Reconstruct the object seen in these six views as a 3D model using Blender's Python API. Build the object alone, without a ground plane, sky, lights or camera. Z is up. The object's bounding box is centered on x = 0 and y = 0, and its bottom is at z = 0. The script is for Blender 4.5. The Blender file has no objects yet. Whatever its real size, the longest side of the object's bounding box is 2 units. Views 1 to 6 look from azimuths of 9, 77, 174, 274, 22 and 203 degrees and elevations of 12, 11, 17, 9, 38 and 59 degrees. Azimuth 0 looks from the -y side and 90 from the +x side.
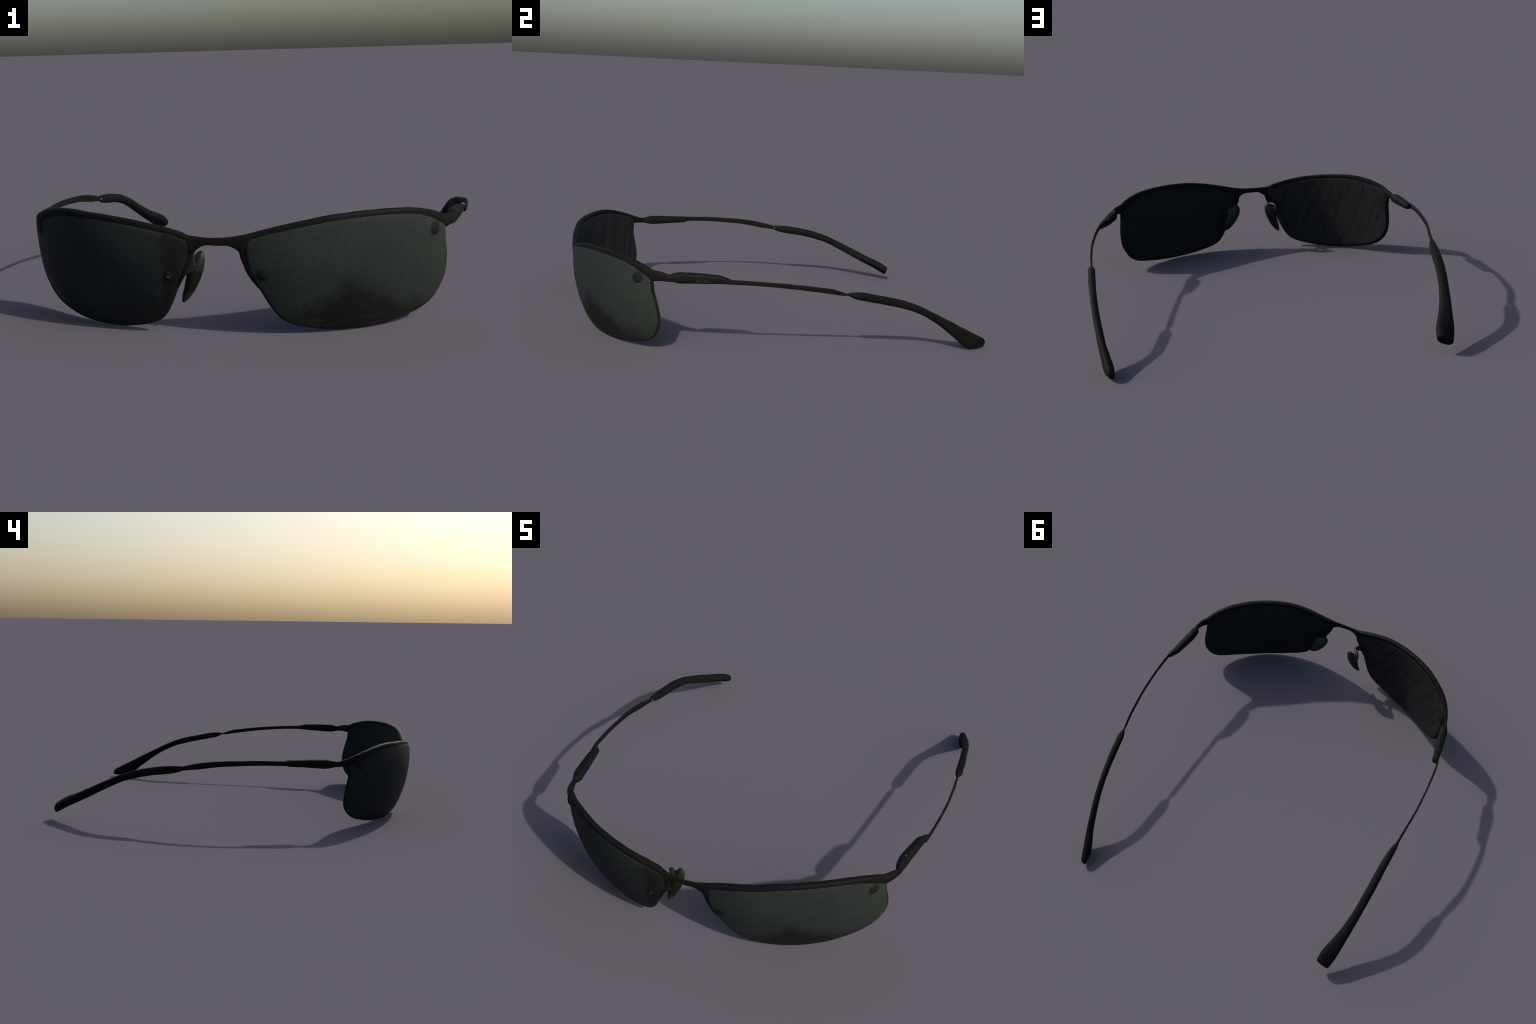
# Wrap-around half-rim sunglasses standing on lens edge and temple tip.
import bpy, math, random
import numpy as np
from mathutils import Vector, noise

random.seed(7)
UP = np.array([0.0, 0.0, 1.0])

# --------------------------------------------------------------------------
# materials
# --------------------------------------------------------------------------
def new_material(name):
    m = bpy.data.materials.new(name)
    m.use_nodes = True
    nt = m.node_tree
    b = nt.nodes["Principled BSDF"]
    return m, nt, b

def node(nt, kind, **props):
    n = nt.nodes.new(kind)
    for k, v in props.items():
        setattr(n, k, v)
    return n

def noise_node(nt, coord, scale, detail=4.0, rough=0.55, distortion=0.0):
    n = node(nt, "ShaderNodeTexNoise")
    n.inputs["Scale"].default_value = scale
    n.inputs["Detail"].default_value = detail
    n.inputs["Roughness"].default_value = rough
    n.inputs["Distortion"].default_value = distortion
    nt.links.new(coord, n.inputs["Vector"])
    return n.outputs["Fac"]

def ramp(nt, fac, stops):
    r = node(nt, "ShaderNodeValToRGB")
    el = r.color_ramp.elements
    while len(el) < len(stops):
        el.new(0.5)
    for e, (p, c) in zip(el, stops):
        e.position = p
        e.color = (*c, 1.0)
    nt.links.new(fac, r.inputs["Fac"])
    return r.outputs["Color"]

def mix(nt, fac, a, b, blend="MIX"):
    m = node(nt, "ShaderNodeMix", data_type="RGBA", blend_type=blend)
    for sock, v in ((0, fac), (6, a), (7, b)):
        if isinstance(v, (int, float)):
            m.inputs[sock].default_value = v
        elif isinstance(v, tuple):
            m.inputs[sock].default_value = (*v, 1.0)
        else:
            nt.links.new(v, m.inputs[sock])
    return m.outputs[2]

def math_node(nt, op, a, b=0.0, c=None):
    m = node(nt, "ShaderNodeMath", operation=op)
    for i, v in enumerate((a, b) if c is None else (a, b, c)):
        if isinstance(v, (int, float)):
            m.inputs[i].default_value = v
        else:
            nt.links.new(v, m.inputs[i])
    return m.outputs[0]

def mapped(nt, coord, scale=(1, 1, 1), rot=(0, 0, 0), loc=(0, 0, 0)):
    mp = node(nt, "ShaderNodeMapping")
    mp.inputs["Scale"].default_value = scale
    mp.inputs["Rotation"].default_value = rot
    mp.inputs["Location"].default_value = loc
    nt.links.new(coord, mp.inputs["Vector"])
    return mp.outputs["Vector"]

def bump(nt, bsdf, height, strength, distance):
    b = node(nt, "ShaderNodeBump")
    b.inputs["Strength"].default_value = strength
    b.inputs["Distance"].default_value = distance
    nt.links.new(height, b.inputs["Height"])
    nt.links.new(b.outputs["Normal"], bsdf.inputs["Normal"])

FRAME_SPEC, FRAME_ROUGH = 0.07, 0.60
LENS_SPEC, LENS_ROUGH = 0.045, 0.50

def dark_lacquer(name, dark, light, spec=FRAME_SPEC, rough=FRAME_ROUGH, grain=60.0):
    """Matt black coating: two close darks in soft patches, sparse pale specks."""
    m, nt, b = new_material(name)
    co = node(nt, "ShaderNodeTexCoord").outputs["Object"]
    patches = noise_node(nt, co, 9.0, 5.0, 0.6)
    col = ramp(nt, patches, [(0.35, dark), (0.65, light)])
    specks = noise_node(nt, co, 75.0, 2.0, 0.5)
    pale_specks = ramp(nt, specks, [(0.73, (0, 0, 0)), (0.80, (1, 1, 1))])
    col = mix(nt, pale_specks, col, tuple(2.6 * c for c in light))
    nt.links.new(col, b.inputs["Base Color"])
    b.inputs["Roughness"].default_value = rough
    b.inputs["Specular IOR Level"].default_value = spec
    bump(nt, b, noise_node(nt, co, grain, 3.0, 0.6), 0.25, 0.004)
    return m

FRAME = dark_lacquer("black_metal", (0.0068, 0.0069, 0.0065), (0.0094, 0.0093, 0.0087))
SLEEVE = dark_lacquer("black_rubber", (0.0068, 0.0073, 0.0070), (0.0088, 0.0092, 0.0088), spec=0.06, rough=0.65, grain=90.0)
BOSS = dark_lacquer("black_screw", (0.0090, 0.0096, 0.0090), (0.0120, 0.0125, 0.0115))

SCREWED = {1: [((0.740, -0.728, 0.351), 0.024), ((0.131, -0.990, 0.233), 0.022)],
           -1: [((-0.787, -0.702, 0.348), 0.025), ((-0.207, -0.986, 0.222), 0.024)]}

def lens_coating(name, side):
    """Outer mirror coating: grey-green tint with fine grain, mottling and reflections painted in."""
    m, nt, b = new_material(name)
    co = node(nt, "ShaderNodeTexCoord").outputs["Object"]
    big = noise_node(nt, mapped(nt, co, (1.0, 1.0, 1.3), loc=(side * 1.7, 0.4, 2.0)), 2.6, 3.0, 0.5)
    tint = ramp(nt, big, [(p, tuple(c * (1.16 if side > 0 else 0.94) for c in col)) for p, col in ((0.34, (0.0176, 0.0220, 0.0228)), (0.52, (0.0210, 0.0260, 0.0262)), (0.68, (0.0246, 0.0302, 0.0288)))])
    sep = node(nt, "ShaderNodeSeparateXYZ")
    nt.links.new(co, sep.inputs[0])
    x, z = sep.outputs[0], sep.outputs[2]
    ragged = math_node(nt, "SUBTRACT", noise_node(nt, co, 13.0, 5.0, 0.62), 0.5)
    if side > 0:
        # green cast of the coating towards the outer end
        cast = math_node(nt, "MULTIPLY_ADD", ragged, 0.25, x)
        tint = mix(nt, ramp(nt, cast, [(0.56, (0, 0, 0)), (0.80, (1, 1, 1))]), tint, (0.0310, 0.0385, 0.0315))
        # dark reflection painted low on the lens, with a ragged upper edge
        u = math_node(nt, "DIVIDE", math_node(nt, "SUBTRACT", x, 0.46), 0.13)
        hump = math_node(nt, "EXPONENT", math_node(nt, "MULTIPLY", math_node(nt, "MULTIPLY", u, u), -1.0))
        edge = math_node(nt, "MULTIPLY_ADD", hump, 0.135, 0.092)
        d = math_node(nt, "SUBTRACT", math_node(nt, "MULTIPLY_ADD", ragged, 0.17, edge), z)
        painted_reflection = ramp(nt, d, [(0.0, (0, 0, 0)), (0.075, (0.85, 0.85, 0.85))])
        # thin lighter streaks of the same reflection, drawn into the colour
        reflection_gaps = ramp(nt, noise_node(nt, mapped(nt, co, (1.0, 1.0, 4.5), loc=(0.3, 0.0, 0.2)), 5.0, 3.0, 0.5), [(0.52, (1, 1, 1)), (0.66, (0.35, 0.35, 0.35))])
        tint = mix(nt, mix(nt, 1.0, painted_reflection, reflection_gaps, "MULTIPLY"), tint, (0.0100, 0.0108, 0.0092))
    else:
        # brownish reflection of the nose parts tinted in, with a wavy border
        d = math_node(nt, "MULTIPLY_ADD", ragged, 0.085, x)
        film = ramp(nt, math_node(nt, "ADD", d, 0.5), [(0.262, (0, 0, 0)), (0.285, (0.8, 0.8, 0.8))])
        tint = mix(nt, film, tint, (0.0120, 0.0118, 0.0100))
    grain = noise_node(nt, co, 150.0, 2.0, 0.7)
    tint = mix(nt, 0.6, tint, ramp(nt, grain, [(0.25, (0.55, 0.55, 0.55)), (0.75, (1.45, 1.45, 1.45))]), "MULTIPLY")
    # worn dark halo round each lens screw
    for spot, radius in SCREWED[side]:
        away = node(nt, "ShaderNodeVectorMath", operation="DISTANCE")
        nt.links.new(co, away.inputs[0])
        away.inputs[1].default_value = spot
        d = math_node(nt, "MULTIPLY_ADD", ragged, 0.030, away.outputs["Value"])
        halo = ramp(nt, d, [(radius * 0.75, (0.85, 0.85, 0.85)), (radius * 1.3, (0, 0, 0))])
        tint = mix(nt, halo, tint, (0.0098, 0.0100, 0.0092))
    nt.links.new(tint, b.inputs["Base Color"])
    b.inputs["Roughness"].default_value = LENS_ROUGH
    b.inputs["Specular IOR Level"].default_value = LENS_SPEC
    return m

def lens_back(name, dark, mid, light):
    """Inner face: blue-black glass with sun shading coloured in as long slanting streaks."""
    m, nt, b = new_material(name)
    co = node(nt, "ShaderNodeTexCoord").outputs["Object"]
    slant = mapped(nt, mapped(nt, co, (1, 1, 1), (0.0, math.radians(20), 0.0)), (20.0, 20.0, 1.0))
    streak = noise_node(nt, slant, 3.0, 5.0, 0.65, 0.2)
    col = ramp(nt, streak, [(0.33, dark), (0.47, mid), (0.62, light)])
    nt.links.new(col, b.inputs["Base Color"])
    b.inputs["Roughness"].default_value = LENS_ROUGH
    b.inputs["Specular IOR Level"].default_value = LENS_SPEC
    return m

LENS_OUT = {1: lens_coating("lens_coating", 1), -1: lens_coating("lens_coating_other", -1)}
LENS_IN = {1: lens_back("lens_back", (0.0120, 0.0145, 0.0165), (0.0135, 0.0162, 0.0182), (0.0150, 0.0178, 0.0195)),
           -1: lens_back("lens_back_streaked", (0.0105, 0.0120, 0.0130), (0.0190, 0.0212, 0.0215), (0.0235, 0.0255, 0.0250))}
LENS_EDGE = dark_lacquer("lens_edge", (0.0075, 0.0080, 0.0080), (0.0115, 0.0125, 0.0120))

def pad_silicone():
    m, nt, b = new_material("nose_pad_silicone")
    co = node(nt, "ShaderNodeTexCoord").outputs["Object"]
    n = noise_node(nt, co, 22.0, 4.0, 0.6)
    col = ramp(nt, n, [(0.35, (0.0125, 0.0135, 0.0100)), (0.65, (0.0240, 0.0255, 0.0170))])
    nt.links.new(col, b.inputs["Base Color"])
    b.inputs["Roughness"].default_value = 0.45
    b.inputs["Specular IOR Level"].default_value = 0.25
    return m

def plain(name, color, rough, spec, metallic=0.0):
    m, nt, b = new_material(name)
    co = node(nt, "ShaderNodeTexCoord").outputs["Object"]
    n = noise_node(nt, co, 120.0, 3.0)
    nt.links.new(ramp(nt, n, [(0.3, tuple(0.8 * c for c in color)), (0.7, tuple(1.15 * c for c in color))]), b.inputs["Base Color"])
    b.inputs["Roughness"].default_value = rough
    b.inputs["Specular IOR Level"].default_value = spec
    b.inputs["Metallic"].default_value = metallic
    return m

PAD = pad_silicone()
WIRE = plain("pad_wire_metal", (0.017, 0.019, 0.015), 0.4, 0.25)
BARE = plain("bare_steel", (0.16, 0.16, 0.13), 0.4, 0.5)
GLINT = plain("painted_screw_glint", (0.075, 0.078, 0.062), 0.5, 0.3)
PRINT = plain("faint_print", (0.040, 0.041, 0.038), 0.6, 0.2)
PRINT_DIM = plain("dim_print", (0.020, 0.021, 0.022), 0.6, 0.2)

# --------------------------------------------------------------------------
# mesh helpers
# --------------------------------------------------------------------------
def unit(v):
    v = np.asarray(v, float)
    return v / (np.linalg.norm(v) + 1e-12)

def catmull(points, per):
    """Centripetal-like smooth resampling of rows (any number of columns)."""
    p = np.asarray(points, float)
    d = np.linalg.norm(np.diff(p[:, :3], axis=0), axis=1)
    s = np.r_[0, np.cumsum(np.maximum(d, 1e-5))]
    n = max(2, int(s[-1] / per) + 1)
    q = np.linspace(0, s[-1], n)
    # finite-difference tangents, limited so that sizes never overshoot
    m = np.zeros_like(p)
    sl = np.diff(p, axis=0) / np.diff(s)[:, None]
    h = np.diff(s)
    m[1:-1] = (sl[:-1] * h[1:, None] + sl[1:] * h[:-1, None]) / (h[1:] + h[:-1])[:, None]
    m[0], m[-1] = sl[0], sl[-1]
    m[1:-1, 3:] = np.where(sl[:-1, 3:] * sl[1:, 3:] <= 0, 0.0, m[1:-1, 3:])
    i = np.clip(np.searchsorted(s, q, side="right") - 1, 0, len(s) - 2)
    u = ((q - s[i]) / h[i])[:, None]
    H = h[i][:, None]
    return ((2*u**3 - 3*u**2 + 1) * p[i] + (u**3 - 2*u**2 + u) * H * m[i]
            + (-2*u**3 + 3*u**2) * p[i+1] + (u**3 - u**2) * H * m[i+1])

def section(n, power):
    a = np.linspace(0, 2*math.pi, n, endpoint=False)
    c, s = np.cos(a), np.sin(a)
    e = 2.0 / power
    return np.sign(c) * np.abs(c)**e, np.sign(s) * np.abs(s)**e

class Mesh:
    def __init__(self):
        self.v, self.f = [], []

def sweep(rows, per=0.006, n=24, power=2.6, outward=None, cap=(1.0, 1.0), wobble=0.0, seed=0.0):
    """Loft along rows (x, y, z, height, width, rake, roll).
    height axis: z leaning by rake (degrees) along the path; width axis: sideways.
    outward(p, t) may give the sideways direction. cap: how far rounded ends bulge (in half widths)."""
    r = catmull(rows, per)
    C = r[:, :3]
    T = np.gradient(C, axis=0)
    T /= np.linalg.norm(T, axis=1)[:, None]
    cx, cy = section(n, power)
    rings = []
    for k in range(len(r)):
        t, (h, w, rake, roll) = T[k], r[k, 3:7]
        side = unit(np.cross(t, UP)) if outward is None else unit(outward(C[k], t))
        fwd = unit(np.cross(UP, side))
        if fwd @ t < 0:
            fwd = -fwd
        a = math.radians(rake)
        hv = UP * math.cos(a) + fwd * math.sin(a)
        b = math.radians(roll)
        hv, side = hv * math.cos(b) + side * math.sin(b), side * math.cos(b) - hv * math.sin(b)
        ring = C[k] + np.outer(cx, side) * w / 2 + np.outer(cy, hv) * h / 2
        if wobble:
            for j in range(n):
                q = Vector((*(ring[j] * 26.0 + seed),))
                ring[j] += (ring[j] - C[k]) / (np.linalg.norm(ring[j] - C[k]) + 1e-9) * noise.noise(q) * wobble
        rings.append(ring)
    def end(ring, c, t, amount, size):
        out = []
        for f in (0.35, 0.65, 0.88):
            out.append(c + (ring - c) * math.sqrt(1 - f*f) + t * f * amount * size)
        return out, c + t * amount * size
    front, tip0 = end(rings[0], C[0], -T[0], cap[0], min(r[0, 3], r[0, 4]) / 2)
    back, tip1 = end(rings[-1], C[-1], T[-1], cap[1], min(r[-1, 3], r[-1, 4]) / 2)
    allr = front[::-1] + rings + back
    m = Mesh()
    m.v = [p for ring in allr for p in ring]
    for k in range(len(allr) - 1):
        for j in range(n):
            a, b = k*n + j, k*n + (j+1) % n
            m.f.append((a, b, b + n, a + n))
    i0 = len(m.v)
    m.v += [tip0, tip1]
    last = (len(allr) - 1) * n
    for j in range(n):
        m.f.append((i0, (j+1) % n, j))
        m.f.append((i0 + 1, last + j, last + (j+1) % n))
    return m

def to_mesh(name, m, mats, face_mat=None):
    me = bpy.data.meshes.new(name)
    me.from_pydata([tuple(p) for p in m.v], [], m.f)
    for mat in mats:
        me.materials.append(mat)
    if face_mat:
        me.polygons.foreach_set("material_index", face_mat)
    me.polygons.foreach_set("use_smooth", [True] * len(me.polygons))
    me.update()
    import bmesh
    bm = bmesh.new()
    bm.from_mesh(me)
    bmesh.ops.recalc_face_normals(bm, faces=bm.faces)
    bm.to_mesh(me)
    bm.free()
    return me

def add(name, me, parent):
    o = bpy.data.objects.new(name, me)
    bpy.context.collection.objects.link(o)
    o.parent = parent
    return o

def split(me, groups, parent):
    """Cut one smooth mesh into named objects by a face -> name rule, keeping the shared vertex normals."""
    normals = [v.normal.copy() for v in me.vertices]
    made = []
    for name, faces in groups:
        used = sorted({v for f in faces for v in me.polygons[f].vertices})
        idx = {v: i for i, v in enumerate(used)}
        part = bpy.data.meshes.new(name)
        part.from_pydata([me.vertices[v].co[:] for v in used], [], [[idx[v] for v in me.polygons[f].vertices] for f in faces])
        for mat in me.materials:
            part.materials.append(mat)
        part.polygons.foreach_set("use_smooth", [True] * len(part.polygons))
        part.update()
        part.normals_split_custom_set_from_vertices([normals[v] for v in used])
        made.append(add(name, part, parent))
    return made

# --------------------------------------------------------------------------
# the two lens spheres: every lens is a shell of a ball of 0.81 m radius
# --------------------------------------------------------------------------
BALL = {1: np.array([0.127, -0.174, 0.3268]), -1: np.array([-0.157, -0.172, 0.3308])}
R_OUT, R_IN = 0.8215, 0.7980

def on_ball(side, az, el, r):
    a, e = math.radians(az), math.radians(el)
    return BALL[side] + r * np.array([side * math.sin(a) * math.cos(e), -math.cos(a) * math.cos(e), math.sin(e)])

# upper edge of the brow bar, as (azimuth, elevation) on the ball
BROW = {1: [(53.2, 4.97), (49.8, 6.12), (45.0, 7.40), (40.5, 8.14), (35.7, 8.49), (30.0, 8.60), (23.0, 8.43), (17.1, 7.94), (10.9, 7.0), (4.5, 5.72), (-0.7, 4.49)],
        -1: [(53.0, 4.85), (49.5, 5.96), (44.2, 7.25), (40.0, 7.95), (34.0, 8.30), (27.5, 8.15), (19.2, 7.6), (11.5, 6.66), (4.75, 5.34), (-0.25, 3.92)]}
# free lower edge of the lens, from the outer corner round to the nose
EDGE = {1: [(52.4, 3.0), (53.8, -2.0), (55.0, -6.1), (55.6, -9.5), (55.6, -12.5), (54.6, -15.3), (53.2, -17.7), (51.0, -19.5), (48.2, -20.75), (44.7, -21.65),
            (36.5, -23.06), (27.4, -23.65), (18.3, -23.2), (10.3, -21.8), (7.2, -20.75), (4.8, -19.2), (2.9, -16.8), (1.2, -13.9), (-0.3, -11.0), (-1.9, -8.2), (-3.2, -5.2), (-3.9, -1.2), (-3.6, 2.0)],
        -1: [(55.2, 3.0), (55.9, -3.6), (56.6, -8.1), (56.9, -11.4), (56.7, -14.0), (55.8, -16.2), (54.2, -18.1), (52.0, -19.8), (49.1, -21.1), (45.7, -22.0),
             (38.3, -23.4), (30.0, -24.04), (21.2, -23.9), (13.2, -22.6), (9.9, -21.6), (7.1, -20.2), (4.9, -17.9), (3.1, -14.8), (1.7, -11.7), (0.6, -8.9), (-0.8, -6.0), (-2.0, -3.0), (-2.4, 1.5)]}

def smooth_loop(pts, n):
    p = np.array(pts + pts[:1] , float)
    ext = np.vstack([p[-2], p, p[1]])
    out = []
    seg = np.linalg.norm(np.diff(p, axis=0), axis=1)
    s = np.r_[0, np.cumsum(seg)]
    for q in np.linspace(0, s[-1], n, endpoint=False):
        i = min(np.searchsorted(s, q, side="right") - 1, len(seg) - 1)
        u = (q - s[i]) / seg[i]
        a, b, c, d = ext[i], ext[i+1], ext[i+2], ext[i+3]
        out.append(0.5 * ((2*b) + (c - a)*u + (2*a - 5*b + 4*c - d)*u*u + (3*b - a - 3*c + d)*u**3))
    return np.array(out)

FRONT = {}                                                          # outer radius of each lens, once built

def build_lens(side, parent):
    top = [(az, el - 1.2) for az, el in BROW[side][::-1] if az < 48]
    loop = smooth_loop(EDGE[side] + top, 220)
    mid = loop.mean(0)
    n = len(loop)
    half, mean = (R_OUT - R_IN) / 2, (R_OUT + R_IN) / 2
    # a smooth swelling that is zero on the outline and one in the middle (relaxed like a soap film)
    g0, step = loop.min(0) - 1.0, 0.5
    nx, ny = [int(v) + 2 for v in (loop.max(0) + 1.0 - g0) / step]
    gx, gy = np.meshgrid(g0[0] + step * np.arange(nx), g0[1] + step * np.arange(ny), indexing="ij")
    inside = np.zeros((nx, ny), bool)
    for (x0, y0), (x1, y1) in zip(loop, np.roll(loop, -1, axis=0)):
        if y0 != y1:
            inside ^= ((gy > min(y0, y1)) & (gy <= max(y0, y1))) & (gx < x0 + (gy - y0) / (y1 - y0) * (x1 - x0))
    film = np.zeros((nx, ny))
    for _ in range(2500):
        film[1:-1, 1:-1] = np.where(inside[1:-1, 1:-1], (film[:-2, 1:-1] + film[2:, 1:-1] + film[1:-1, :-2] + film[1:-1, 2:]) / 4 + 0.01, 0)
    film /= film.max()
    def swell(az, el):
        a, b = (az - g0[0]) / step, (el - g0[1]) / step
        i, j = int(a), int(b)
        a, b = a - i, b - j
        return film[i, j]*(1-a)*(1-b) + film[i+1, j]*a*(1-b) + film[i, j+1]*(1-a)*b + film[i+1, j+1]*a*b
    def front(az, el, g):                                           # outer face swells a little ...
        return mean + (0.0108 + 0.00052 * (el + 8.0) - (0.00012 if side > 0 else 0.00026) * (max(az, 7.0) - 25.0) - (0.002 if side < 0 else 0.0)) * g + 0.0125 * swell(az, el)
    FRONT[side] = front
    def back(az, el, g):                                            # ... inner face a lot: thick in the middle
        return mean - (half + (0.003 if side < 0 else 0.0)) * g - 0.036 * swell(az, el)
    rings = [k / 22 * 0.955 for k in range(1, 23)]                 # open face
    prof = [(f, 1.0) for f in rings]
    for k in range(1, 7):                                           # rounded edge
        a = k / 6 * math.pi / 2
        prof.append((0.955 + 0.045 * math.sin(a) * 0.5 + 0.0225 * (k / 6), math.cos(a)))
    m, mats = Mesh(), []
    m.v.append(on_ball(side, mid[0], mid[1], front(*mid, 1)))
    for f, g in prof:
        for az, el in mid + (loop - mid) * f:
            m.v.append(on_ball(side, az, el, front(az, el, g)))
    for f, g in prof[-2::-1]:
        for az, el in mid + (loop - mid) * f:
            m.v.append(on_ball(side, az, el, back(az, el, g)))
    m.v.append(on_ball(side, mid[0], mid[1], back(*mid, 1)))
    total = 2 * len(prof) - 1
    nf = len(rings)
    for j in range(n):
        m.f.append((0, 1 + j, 1 + (j+1) % n)); mats.append(0)
    for k in range(total - 1):
        for j in range(n):
            a, b = 1 + k*n + j, 1 + k*n + (j+1) % n
            m.f.append((a, b, b + n, a + n))
            mats.append(0 if k < nf + 1 else (1 if k > total - nf - 3 else 2))
    last, z = 1 + (total - 1)*n, len(m.v) - 1
    for j in range(n):
        m.f.append((z, last + (j+1) % n, last + j)); mats.append(1)
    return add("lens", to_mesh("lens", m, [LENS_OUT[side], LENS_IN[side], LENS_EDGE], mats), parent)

def build_dome(name, centre, normal, radius, height, mats, parent, squash=1.0, n=28):
    """Low domed screw head set on a surface, with a short skirt into it."""
    z = unit(normal)
    x = unit(np.cross(UP, z))
    y = np.cross(z, x)
    m = Mesh()
    prof = [(1.0, -0.6), (1.0, 0.0), (0.93, 0.16), (0.83, 0.38), (0.70, 0.63), (0.52, 0.84), (0.28, 0.96)]
    for f, hgt in prof:
        for j in range(n):
            a = 2*math.pi*j/n
            m.v.append(np.asarray(centre) + radius*f*(x*math.cos(a)*squash + y*math.sin(a)) + z*height*hgt)
    for k in range(len(prof) - 1):
        for j in range(n):
            m.f.append((k*n + j, k*n + (j+1) % n, (k+1)*n + (j+1) % n, (k+1)*n + j))
    m.v.append(np.asarray(centre) + z*height)
    l = (len(prof) - 1)*n
    for j in range(n):
        m.f.append((l + j, l + (j+1) % n, len(m.v) - 1))
    return add(name, to_mesh(name, m, mats), parent)

# --------------------------------------------------------------------------
# thing
# --------------------------------------------------------------------------
glasses = bpy.data.objects.new("sunglasses", None)
bpy.context.collection.objects.link(glasses)
glasses["label"] = "black half-rim wraparound sunglasses with dark curved lenses"
glasses["category"] = "sunglasses"

lenses = {s: build_lens(s, glasses) for s in (1, -1)}

# screws that hold the lens: near the outer corner and near the nose
for side, az, el, rad, hgt in ((1, 47.9, 1.7, 0.024, 0.0060), (1, 0.5, -6.4, 0.016, 0.0035), (-1, 50.3, 1.3, 0.026, 0.0085), (-1, 3.4, -7.2, 0.016, 0.0035)):
    p = on_ball(side, az, el, FRONT[side](az, el, 1) - 0.0005)
    screw = build_dome("lens_screw", p, p - BALL[side], rad, hgt, [BOSS], lenses[side])
p = on_ball(-1, 3.5, -7.4, FRONT[-1](3.5, -7.4, 1) + 0.0028)
build_dome("modelled_screw_glint", p, p - BALL[-1], 0.0050, 0.002, [GLINT], lenses[-1])  # highlight on the screw head, modelled as a tiny pale dome

# ---- front frame: brow bars, bridge and end pieces in one sweep ------------
def brow_rows(side):
    rows = []
    for az, el in BROW[side]:
        h = (0.035 if side > 0 else 0.037) + 0.017 * max(0.0, min(1.0, (az - 44) / 10.0))**1.3
        if az < 3:
            h = 0.040
        c = on_ball(side, az, el - 0.1, 0.8095 if az < 6 else 0.8145 if az < 50 else 0.811)
        rows.append((*(c - UP * h / 2), h, 0.030 if az < 50 else 0.025, 0, 0))
    return rows

END_PIECE = {1: [(0.819, -0.560, 0.367, 0.033, 0.015, 0, 0), (0.8125, -0.590, 0.3665, 0.0335, 0.017, 0, 0), (0.797, -0.625, 0.371, 0.042, 0.021, 0, 0)],
             -1: [(-0.844, -0.536, 0.355, 0.029, 0.015, 0, 0), (-0.8385, -0.570, 0.354, 0.029, 0.017, 0, 0), (-0.8265, -0.605, 0.359, 0.038, 0.021, 0, 0)]}
bridge = [(0.080, -0.985, 0.3535, 0.052, 0.027, 0, 0), (0.062, -0.986, 0.343, 0.066, 0.024, 0, 0), (0.045, -0.988, 0.348, 0.050, 0.018, 0, 0), (0.025, -0.990, 0.3525, 0.036, 0.014, 0, 0), (-0.030, -0.992, 0.3535, 0.029, 0.012, 0, 0),
          (-0.085, -0.988, 0.351, 0.0365, 0.014, 0, 0), (-0.103, -0.986, 0.3455, 0.051, 0.018, 0, 0), (-0.119, -0.984, 0.339, 0.067, 0.024, 0, 0), (-0.135, -0.983, 0.3495, 0.053, 0.027, 0, 0)]
front_rows = END_PIECE[1] + brow_rows(1) + bridge + brow_rows(-1)[::-1] + END_PIECE[-1][::-1]
m = sweep(front_rows, per=0.006, n=28, power=3.2, cap=(0.6, 0.6), wobble=0.0014)
me = to_mesh("front_frame", m, [FRAME])
groups = {"bridge": [], "brow_bar": [], "brow_bar_b": [], "end_piece": [], "end_piece_b": []}
for f in me.polygons:
    x, y, z = f.center
    if -0.125 < x < 0.07:
        groups["bridge"].append(f.index)
    elif x > 0:
        groups["end_piece" if y > -0.68 and x > 0.5 else "brow_bar"].append(f.index)
    else:
        groups["end_piece_b" if y > -0.60 and x < -0.5 else "brow_bar_b"].append(f.index)
split(me, [(k.replace("_b", "") if k.endswith("_b") else k, v) for k, v in groups.items()], glasses)
bpy.data.meshes.remove(me)

# ---- struts that run down the nose side of each lens -------------------------
for side, path in ((1, [(-4.0, 1.6, 0.028, 0.018), (-4.3, -0.8, 0.026, 0.021), (-3.3, -4.6, 0.020, 0.023), (-2.0, -7.6, 0.013, 0.022), (-0.6, -10.2, 0.006, 0.014)]),
                   (-1, [(-2.3, 1.2, 0.028, 0.018), (-2.5, -1.0, 0.027, 0.021), (-1.3, -4.6, 0.022, 0.024), (0.2, -8.0, 0.014, 0.022), (1.5, -10.8, 0.006, 0.014)])):
    rows = []
    for az, el, width, depth in path:
        rows.append((*on_ball(side, az, el, 0.8105), depth, width))
    rr = catmull([r + (0, 0) for r in rows], 0.006)
    mm = Mesh()
    n = 20
    cx, cy = section(n, 3.0)
    C = rr[:, :3]
    T = np.gradient(C, axis=0)
    for k in range(len(rr)):
        out = unit(C[k] - BALL[side])
        across = unit(np.cross(T[k], out))
        mm.v += list(C[k] + np.outer(cx, across) * rr[k, 4] / 2 + np.outer(cy, out) * rr[k, 3] / 2)
    for k in range(len(rr) - 1):
        for j in range(n):
            a, b = k*n + j, k*n + (j+1) % n
            mm.f.append((a, b, b + n, a + n))
    for k in (0, len(rr) - 1):
        mm.f.append(tuple(range(k*n, k*n + n)))
    add("nose_strut", to_mesh("nose_strut", mm, [FRAME]), glasses)

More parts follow.
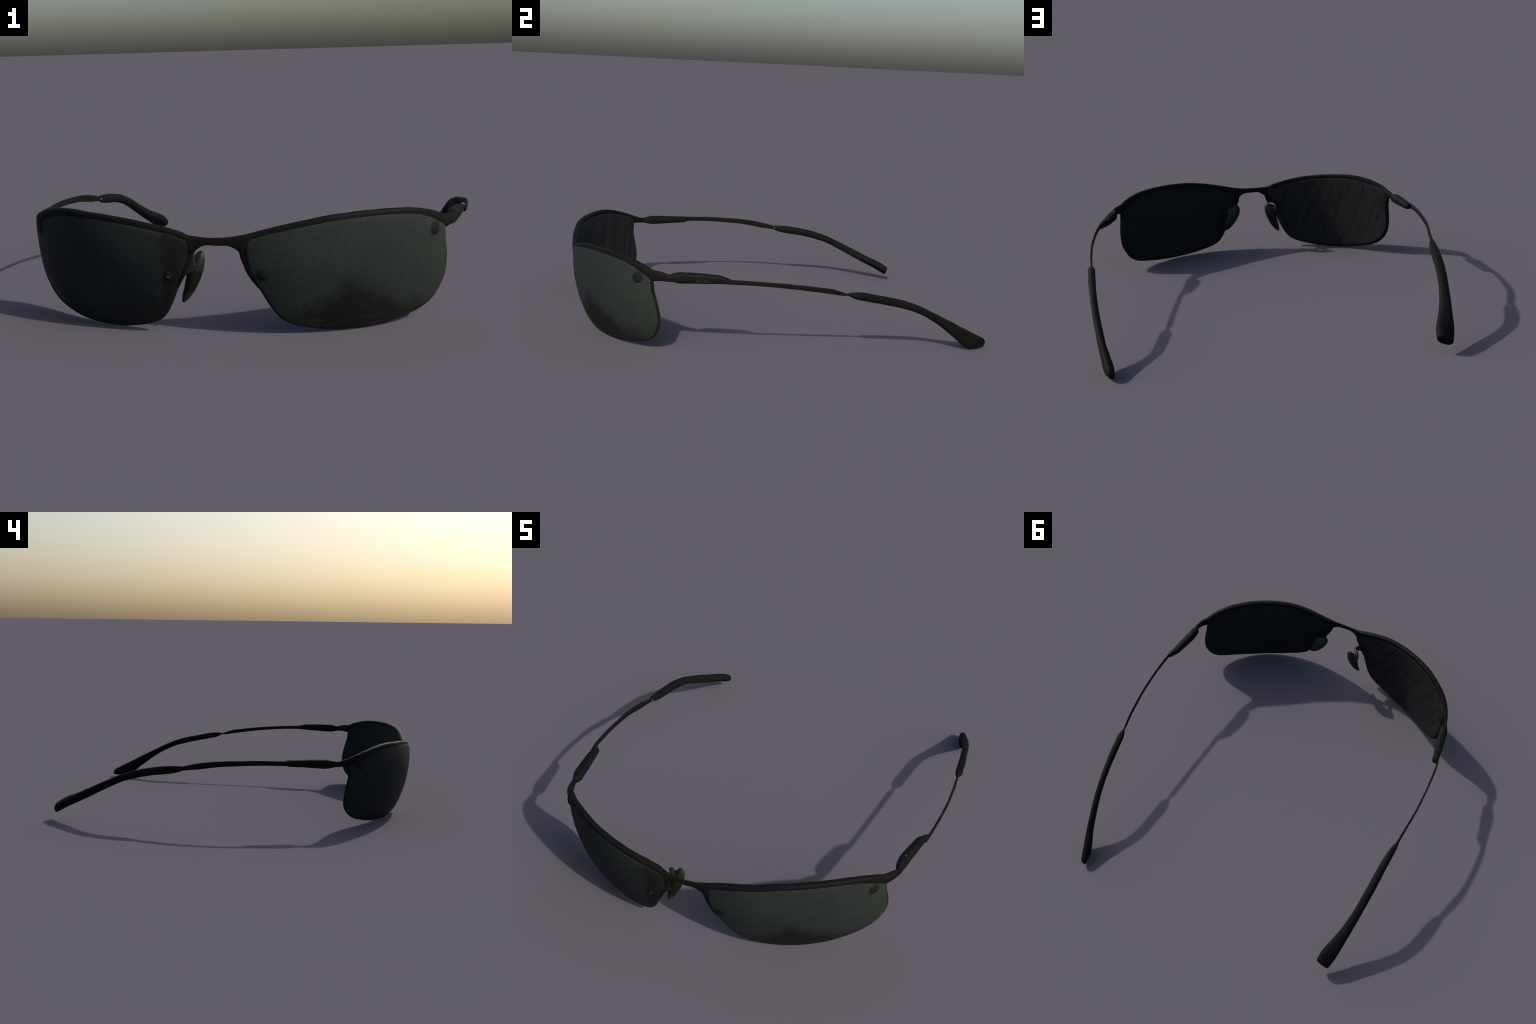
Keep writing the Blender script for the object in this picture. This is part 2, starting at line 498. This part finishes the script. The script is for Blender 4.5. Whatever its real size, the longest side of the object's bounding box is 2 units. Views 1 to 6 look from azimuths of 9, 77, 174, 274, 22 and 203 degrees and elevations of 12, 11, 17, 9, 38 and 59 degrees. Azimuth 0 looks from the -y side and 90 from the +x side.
# ---- nose pads -----------------------------------------------------------------
def build_pad(side, top, low, face, parent, wide_half=0.034):
    """Long teardrop cushion: flat back, cushioned face towards the nose."""
    top, low = np.array(top), np.array(low)
    axis = unit(low - top)
    face = unit(np.array(face) - axis * (np.array(face) @ axis))
    wide = np.cross(axis, face)
    L = np.linalg.norm(low - top)
    m = Mesh()
    n, steps = 24, 26
    for k in range(steps + 1):
        u = k / steps
        s = max(0.03, 1 - abs(2*u - 1)**2.4) ** 0.5
        w = wide_half * s * (1.0 - 0.30 * u)
        d = 0.022 * s * (1.0 - 0.30 * u)
        c = top + axis * L * u + face * (0.010 * math.sin(math.pi * u))
        for j in range(n):
            a = 2*math.pi*j/n
            m.v.append(c + wide * w * math.cos(a) + face * d * math.sin(a) * (1.1 if math.sin(a) > 0 else 0.9 + 0.8 * math.sin(math.pi * min(1.0, 1.3 * u))))
    for k in range(steps):
        for j in range(n):
            a, b = k*n + j, k*n + (j+1) % n
            m.f.append((a, b, b + n, a + n))
    m.f += [tuple(range(n)), tuple(range(steps*n, steps*n + n))]
    return add("nose_pad", to_mesh("nose_pad", m, [PAD]), parent)

def tube(name, pts, radius, mat, parent, per=0.003):
    rows = [(*p, 2*radius if len(p) == 3 else 2*p[3], 2*radius if len(p) == 3 else 2*p[3], 0, 0) for p in [tuple(q) for q in pts]]
    rows = [(*r[:3], *r[-4:]) for r in rows]
    r = catmull(rows, per)
    C = r[:, :3]
    T = np.gradient(C, axis=0)
    n = 12
    m = Mesh()
    ref = unit(np.cross(T[0], [0.3, 0.2, 0.9]))
    for k in range(len(r)):
        t = unit(T[k])
        ref = unit(ref - t * (ref @ t))
        b = np.cross(t, ref)
        for j in range(n):
            a = 2*math.pi*j/n
            m.v.append(C[k] + (ref*math.cos(a) + b*math.sin(a)) * r[k, 3] / 2)
    for k in range(len(r) - 1):
        for j in range(n):
            a, b = k*n + j, k*n + (j+1) % n
            m.f.append((a, b, b + n, a + n))
    m.f += [tuple(range(n)), tuple(range((len(r)-1)*n, len(r)*n))]
    return add(name, to_mesh(name, m, [mat]), parent)

pad = build_pad(-1, (-0.108, -0.868, 0.294), (-0.178, -0.895, 0.106), (0.62, 0.75, 0.1), glasses)
tube("pad_arm", [(-0.152, -0.966, 0.245), (-0.138, -0.945, 0.264), (-0.132, -0.918, 0.276), (-0.146, -0.893, 0.281), (-0.163, -0.868, 0.275), (-0.162, -0.858, 0.257), (-0.148, -0.866, 0.240)], 0.0095, WIRE, pad)
build_dome("pad_mount", (-0.144, -0.876, 0.240), (-0.8, -0.45, 0.1), 0.030, 0.024, [WIRE], pad)
pad = build_pad(1, (0.067, -0.914, 0.280), (0.160, -0.893, 0.133), (-0.48, 0.84, 0.2), glasses, 0.038)
tube("pad_arm", [(0.100, -0.968, 0.240), (0.090, -0.948, 0.258), (0.092, -0.925, 0.266), (0.112, -0.905, 0.262), (0.130, -0.895, 0.245), (0.126, -0.895, 0.225), (0.108, -0.905, 0.215)], 0.0095, WIRE, pad)
build_dome("pad_mount", (0.112, -0.915, 0.215), (0.70, -0.55, 0.2), 0.028, 0.022, [WIRE], pad)
tube("pad_lug", [(-0.165, -0.968, 0.225), (-0.142, -0.957, 0.236), (-0.124, -0.945, 0.243)], 0.0095, FRAME, glasses)
tube("pad_bracket", [(0.106, -0.962, 0.228, 0.013), (0.110, -0.940, 0.226, 0.017), (0.113, -0.915, 0.218, 0.020)], 0.016, WIRE, pad)
tube("pad_lug", [(0.110, -0.972, 0.225), (0.096, -0.962, 0.236), (0.086, -0.950, 0.243)], 0.0085, FRAME, glasses)

# ---- hinges, temples and temple tips ---------------------------------------------
HINGE = {1: [(0.811, -0.588, 0.366, 0.030, 0.018, 0, 0), (0.8085, -0.568, 0.367, 0.041, 0.033, 0, 0), (0.8105, -0.536, 0.367, 0.051, 0.043, 0, 0), (0.8225, -0.472, 0.368, 0.048, 0.044, 0, 0),
             (0.8360, -0.413, 0.367, 0.043, 0.041, 0, 0), (0.846, -0.371, 0.367, 0.039, 0.037, 0, 0), (0.857, -0.345, 0.365, 0.033, 0.026, 0, 0), (0.8665, -0.322, 0.362, 0.026, 0.016, 0, 0)],
         -1: [(-0.840, -0.564, 0.355, 0.027, 0.018, 0, 0), (-0.839, -0.540, 0.355, 0.040, 0.038, 0, 0), (-0.8465, -0.505, 0.355, 0.049, 0.047, 0, 0), (-0.8535, -0.444, 0.356, 0.046, 0.046, 0, 0),
              (-0.8605, -0.383, 0.357, 0.040, 0.042, 0, 0), (-0.8665, -0.333, 0.357, 0.0375, 0.039, 0, 0), (-0.871, -0.303, 0.358, 0.034, 0.034, 0, 0), (-0.875, -0.296, 0.358, 0.030, 0.027, 0, 0)]}
ARM = {1: [(0.868, -0.350, 0.364, 0.025, 0.013, 0, 0), (0.874, -0.311, 0.361, 0.023, 0.011, 0, 0), (0.883, -0.231, 0.358, 0.0212, 0.010, 0, 0), (0.890, -0.136, 0.3525, 0.0215, 0.010, 3, 0), (0.894, -0.012, 0.341, 0.0225, 0.010, 3, 0),
           (0.8925, 0.065, 0.332, 0.0245, 0.0110, 3, 0), (0.890, 0.137, 0.322, 0.0240, 0.0110, 3, 0), (0.8875, 0.168, 0.317, 0.0235, 0.0110, 3, 0), (0.885, 0.200, 0.309, 0.0185, 0.0100, 3, 0), (0.883, 0.232, 0.303, 0.0098, 0.009, 0, 0), (0.881, 0.262, 0.300, 0.0098, 0.009, 0, 0)],
       -1: [(-0.880, -0.320, 0.358, 0.027, 0.013, 0, 0), (-0.888, -0.280, 0.358, 0.0258, 0.012, 0, 0), (-0.892, -0.180, 0.358, 0.026, 0.011, 0, 0), (-0.891, -0.086, 0.355, 0.0268, 0.010, 1, 0),
            (-0.8805, 0.084, 0.343, 0.031, 0.0105, 5, 0), (-0.8685, 0.169, 0.331, 0.0335, 0.0115, 8, 0), (-0.860, 0.234, 0.320, 0.0265, 0.013, 9, 0), (-0.856, 0.263, 0.3145, 0.0235, 0.014, 4, 0), (-0.850, 0.295, 0.309, 0.022, 0.014, 4, 0)]}
TIP = {1: [(0.8825, 0.238, 0.303, 0.012, 0.010, 0, 0), (0.881, 0.247, 0.3025, 0.019, 0.016, 3, 0), (0.880, 0.272, 0.298, 0.031, 0.032, 8, 0), (0.876, 0.326, 0.289, 0.0385, 0.036, 9, 0), (0.870, 0.406, 0.273, 0.038, 0.036, 12, 0), (0.862, 0.488, 0.256, 0.0385, 0.033, 17, 0),
           (0.855, 0.547, 0.240, 0.037, 0.033, 25, 0), (0.846, 0.622, 0.211, 0.0355, 0.033, 34, 0), (0.834, 0.697, 0.173, 0.040, 0.034, 43, 0), (0.823, 0.757, 0.139, 0.053, 0.035, 54, 0), (0.811, 0.816, 0.103, 0.068, 0.036, 60, 0),
           (0.797, 0.869, 0.070, 0.085, 0.040, 62, 0), (0.785, 0.914, 0.042, 0.0985, 0.044, 64, 0), (0.778, 0.942, 0.0255, 0.103, 0.042, 67, 0), (0.776, 0.951, 0.0165, 0.102, 0.036, 76, 0), (0.775, 0.954, 0.0100, 0.088, 0.024, 84, 0)],
       -1: [(-0.858, 0.262, 0.315, 0.022, 0.016, 0, 0), (-0.853, 0.285, 0.311, 0.033, 0.026, 0, 0), (-0.844, 0.340, 0.304, 0.043, 0.036, 6, 0), (-0.833, 0.435, 0.292, 0.044, 0.043, 8, 0), (-0.825, 0.523, 0.274, 0.0425, 0.045, 14, 0), (-0.815, 0.609, 0.247, 0.0405, 0.046, 24, 0),
            (-0.801, 0.701, 0.205, 0.0415, 0.048, 26, 0), (-0.782, 0.792, 0.160, 0.0455, 0.057, 29, -6), (-0.765, 0.856, 0.129, 0.0465, 0.069, 28, -13), (-0.751, 0.907, 0.107, 0.0475, 0.080, 25, -18), (-0.738, 0.950, 0.0850, 0.047, 0.085, 20, -21), (-0.7285, 0.988, 0.0620, 0.045, 0.077, 15, -23)]}
for side in (1, -1):
    temple = add("temple", to_mesh("temple", sweep(ARM[side], n=20, power=2.8, wobble=0.0009, seed=3.0 + side), [FRAME]), glasses)
    add("hinge", to_mesh("hinge", sweep(HINGE[side], n=28, power=3.0, cap=(0.3, 0.5), wobble=0.0012, seed=9.0 + side), [FRAME]), temple)
    add("temple_tip", to_mesh("temple_tip", sweep(TIP[side], n=32, power=2.45, cap=(1.0, 0.35), wobble=0.0010, seed=21.0 + side), [SLEEVE]), temple)
    if side < 0:
        build_dome("pale_bead", (-0.8465, 0.269, 0.312), (0.9, -0.35, 0.2), 0.0045, 0.004, [BARE], temple)
        left = temple
    else:
        build_dome("hinge_screw", (0.820, -0.511, 0.3900), (0.1, 0.0, 1.0), 0.0050, 0.003, [BARE], temple)
        right = temple

# ---- faint script on the outer face of the hinges -----------------------------------
def script(strokes, rows, side, y0, z0, direction, size, mat, parent):
    """Hand-drawn pen strokes (in letter heights) laid on the outer hinge face as fine raised lines."""
    r = np.array(rows)
    for st in strokes:
        pts = []
        for a, b in st:
            y = y0 + direction * a * size
            z = z0 + b * size
            cx, cz, h, w = (np.interp(y, r[:, 1], r[:, k]) for k in (0, 2, 3, 4))
            pts.append((cx + side * w / 2 * 1.015 * (1 - min(0.95, abs(2 * (z - cz) / h)) ** 3) ** (1 / 3), y, z))
        tube("lettering", pts, 0.0008, mat, parent, per=0.001)

PEN = [[(0.0, 0.0), (0.25, 0.55), (0.5, 1.0)],
       [(0.3, 0.9), (0.85, 0.95), (0.8, 0.6), (0.4, 0.5), (0.9, 0.05)],
       [(1.75, 0.5), (1.35, 0.5), (1.3, 0.1), (1.7, 0.15), (1.85, 0.5), (1.8, 0.05), (2.15, 0.5), (2.35, 0.1), (2.7, 0.5), (2.3, -0.4)],
       [(2.9, 0.35), (3.4, 0.35)],
       [(3.6, 0.0), (3.95, 0.95)],
       [(3.8, 0.9), (4.5, 0.95), (4.3, 0.55), (3.8, 0.5), (4.5, 0.4), (4.2, 0.0), (3.6, 0.0)],
       [(5.3, 0.5), (4.95, 0.5), (4.9, 0.1), (5.2, 0.1), (5.4, 0.5), (5.4, 0.05), (5.75, 0.5), (5.8, 0.05), (6.1, 0.5), (6.3, 0.2), (6.6, 0.05)]]
script(PEN, HINGE[1], 1, -0.474, 0.3535, 1, 0.0105, PRINT, right)
script([[(x, 0.15) for x in (0.0, 0.4)], [(0.1, 1.0), (0.5, 0.6), (0.9, 0.9)], [(1.6, 0.8), (2.2, 0.7), (2.8, 0.8)], [(1.6, 0.1), (2.2, 0.0), (2.7, 0.1)], [(4.0, 0.0), (4.6, 0.1)]],
       HINGE[-1], -1, -0.355, 0.352, -1, 0.011, PRINT_DIM, left)
